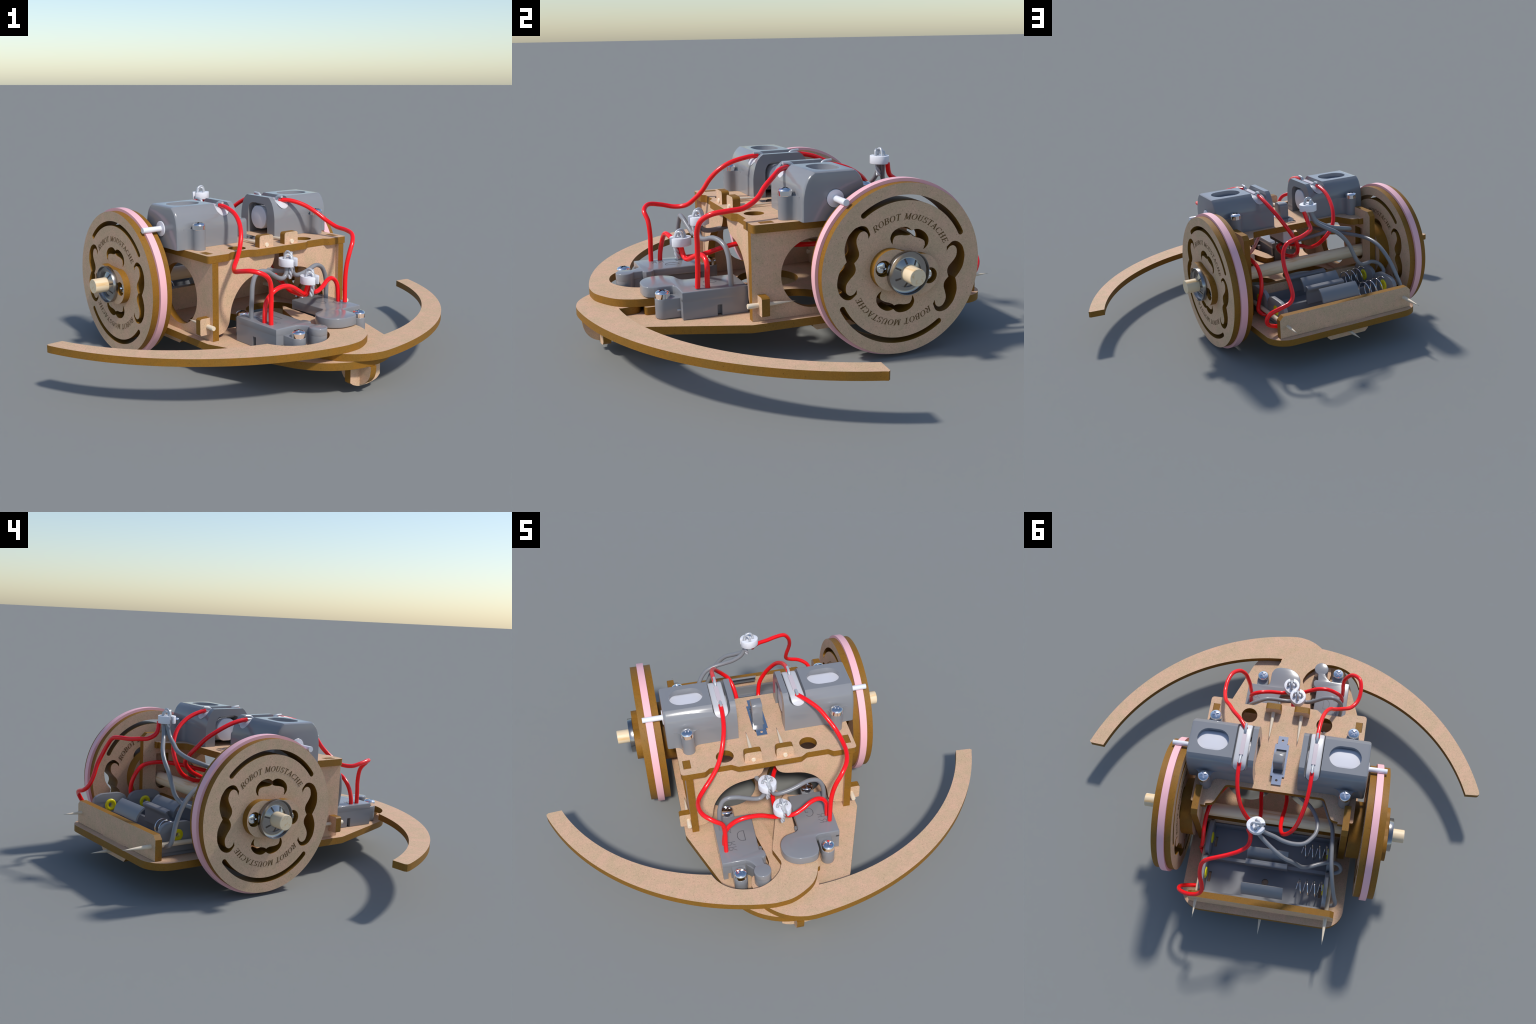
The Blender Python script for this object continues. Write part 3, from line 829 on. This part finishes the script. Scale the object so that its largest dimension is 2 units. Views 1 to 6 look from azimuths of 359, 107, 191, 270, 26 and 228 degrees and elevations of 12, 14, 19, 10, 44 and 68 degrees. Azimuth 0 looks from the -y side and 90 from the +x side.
wire('red_wire', [(-.293, -.842, .299), (-.290, -.839, .346), (-.277, -.832, .396), (-.243, -.830, .435), (-.199, -.830, .457), (-.145, -.825, .458), (-.094, -.814, .441), (-.044, -.805, .412), (-.012, -.798, .395), (-.002, -.805, .408), (.000, -.818, .445)], RED)
wire('red_wire', [(.262, -.760, .300), (.260, -.760, .346), (.257, -.757, .388), (.239, -.756, .420), (.205, -.762, .436), (.166, -.774, .430), (.132, -.787, .414), (.090, -.797, .396), (.056, -.803, .394), (.040, -.808, .410), (.034, -.815, .445)], RED)
wire('grey_wire', [(-.291, -.736, .299), (-.295, -.742, .357), (-.295, -.746, .411), (-.290, -.744, .464), (-.272, -.740, .508), (-.243, -.742, .528), (-.198, -.740, .522), (-.153, -.732, .497), (-.110, -.724, .474), (-.080, -.722, .470), (-.060, -.720, .488), (-.052, -.716, .525)], GREYW)
wire('grey_wire', [(.271, -.655, .299), (.272, -.656, .336), (.269, -.658, .384), (.257, -.659, .434), (.231, -.665, .472), (.190, -.678, .492), (.150, -.695, .497), (.106, -.705, .486), (.061, -.710, .474), (.015, -.713, .470), (-.010, -.715, .486), (-.016, -.716, .525)], GREYW)
wire('red_wire', [(.090, .205, .765), (.078, .224, .708), (.086, .268, .679), (.128, .304, .672), (.182, .329, .665), (.240, .352, .664), (.291, .370, .655), (.321, .384, .616), (.333, .408, .564), (.333, .436, .511), (.325, .460, .454), (.327, .485, .402), (.356, .502, .373), (.413, .503, .356), (.462, .482, .328), (.473, .453, .281), (.446, .431, .240), (.375, .415, .212)], RED)
wire('grey_wire', [(.052, .200, .765), (.024, .214, .697), (-.024, .245, .661), (-.073, .273, .634), (-.114, .286, .595), (-.153, .284, .544), (-.180, .280, .489), (-.207, .276, .438), (-.245, .260, .402), (-.298, .233, .389), (-.352, .212, .383), (-.402, .207, .360), (-.424, .222, .325), (-.410, .240, .300), (-.355, .255, .285)], GREYW)
wire('grey_wire', [(.040, .190, .765), (.008, .187, .697), (-.043, .191, .661), (-.094, .203, .640), (-.151, .206, .626), (-.204, .192, .611), (-.242, .150, .592), (-.262, .103, .575), (-.258, .040, .560), (-.215, -.040, .535), (-.150, -.100, .505), (-.070, -.170, .470), (-.020, -.215, .450)], GREYW)
wire('red_wire', [(-.197, -.150, .801), (-.196, -.066, .784), (-.188, .007, .752), (-.170, .076, .707), (-.147, .121, .656), (-.116, .145, .612), (-.080, .143, .570), (-.060, .095, .520), (-.057, .024, .482), (-.064, -.052, .456), (-.060, -.127, .447), (-.020, -.220, .440)], RED)
wire('red_wire', [(.198, -.150, .801), (.197, -.081, .782), (.189, -.019, .754), (.172, .036, .714), (.148, .074, .665), (.117, .098, .608), (.086, .099, .547), (.072, .072, .486), (.069, .019, .450), (.076, -.048, .432), (.086, -.110, .436), (.080, -.170, .455), (.030, -.215, .450)], RED)
wire('grey_wire', [(-.030, -.705, .530), (-.030, -.690, .500), (-.050, -.640, .487), (-.100, -.520, .492), (-.180, -.330, .500), (-.260, -.140, .505), (-.323, -.001, .507), (-.346, .055, .508), (-.355, .124, .512), (-.361, .193, .511), (-.368, .257, .495), (-.379, .310, .457), (-.392, .355, .403), (-.404, .387, .343), (-.417, .409, .285), (-.412, .420, .250), (-.375, .425, .232)], GREYW)
wire('red_wire', [(.015, -.820, .445), (.012, -.806, .405), (.004, -.785, .384), (-.005, -.694, .388), (.010, -.600, .415), (.040, -.510, .432), (.120, -.390, .430), (.220, -.240, .440), (.300, -.110, .470), (.350, -.020, .487), (.366, .060, .492), (.369, .140, .479), (.371, .190, .425), (.380, .207, .358), (.392, .196, .290), (.400, .195, .240), (.384, .220, .218), (.350, .235, .215)], RED)

# ------------------------------------------------------------------ three-hole wire joiners with twisted ends
def joiner(cx, cy, z_top, heading, name='wire_joiner'):
    """drop-shaped white disc, slit on the heading side; bare strands loop over it and hang twisted in the slit"""
    h = .038; R = .046
    o = []
    for i in range(72):
        t = 2 * pi * i / 72
        r = R * (1 + .17 * max(0, cos(t - pi)) ** 5)
        o.append((r * cos(t), r * sin(t)))
    # slit from the rim to the centre
    slit = .0105
    pts = [p for p in o if not (p[0] > 0 and abs(p[1]) < slit)]
    k = next(i for i, p in enumerate(pts) if p[0] > 0 and p[1] >= slit)
    pts = pts[k:] + pts[:k]
    notch = [(.036, -slit), (.016, -slit), (.010, -slit * .6), (.008, 0), (.010, slit * .6), (.016, slit), (.036, slit)]
    out = pts + notch
    holes_at = [(-.026, 0.0), (-.004, .024), (-.004, -.024)]
    me = prism(out, -h, 0, 'z', [circle(x, y, .0078, 16) for x, y in holes_at], bevel=.0012, res=1)
    M = Matrix.Translation((cx, cy, z_top)) @ Matrix.Rotation(heading, 4, 'Z')
    j = bpy.data.objects.new(name, me); link(j); me.materials.append(WHITE); shade(me, 32)
    j.matrix_local = M
    rw = .0060
    ms = []
    for (x, y), top, off in zip(holes_at, (.034, .027, .022), (0.0, .004, -.004)):
        ms.append(tube([(x, y, -.030), (x, y, .004), (x + (.020 - x) * .18, y * .9, top * .8), (x + (.020 - x) * .5, y * .5 + off * .5, top), (.016, off, top * .72), (.024, off, .002), (.025, off * .6, -.018)], rw, 6, 4))
    tw = []
    for i in range(3):
        p = []
        for s in range(25):
            u = s / 24; a = 2 * pi * (i / 3 + u * 1.25)
            p.append((.026 - .014 * u + .0062 * cos(a), .0062 * sin(a) - .004 * u, -.012 - .088 * u))
        tw.append(tube(p, rw, 2, 4))
    obj('bare_strands', join_meshes(ms + tw), j, [TIN], 60)
joiner(-.037, -.710, .5626, radians(-82))
joiner(.015, -.8135, .4842, radians(-82))
joiner(.0482, .183, .7990, radians(183))
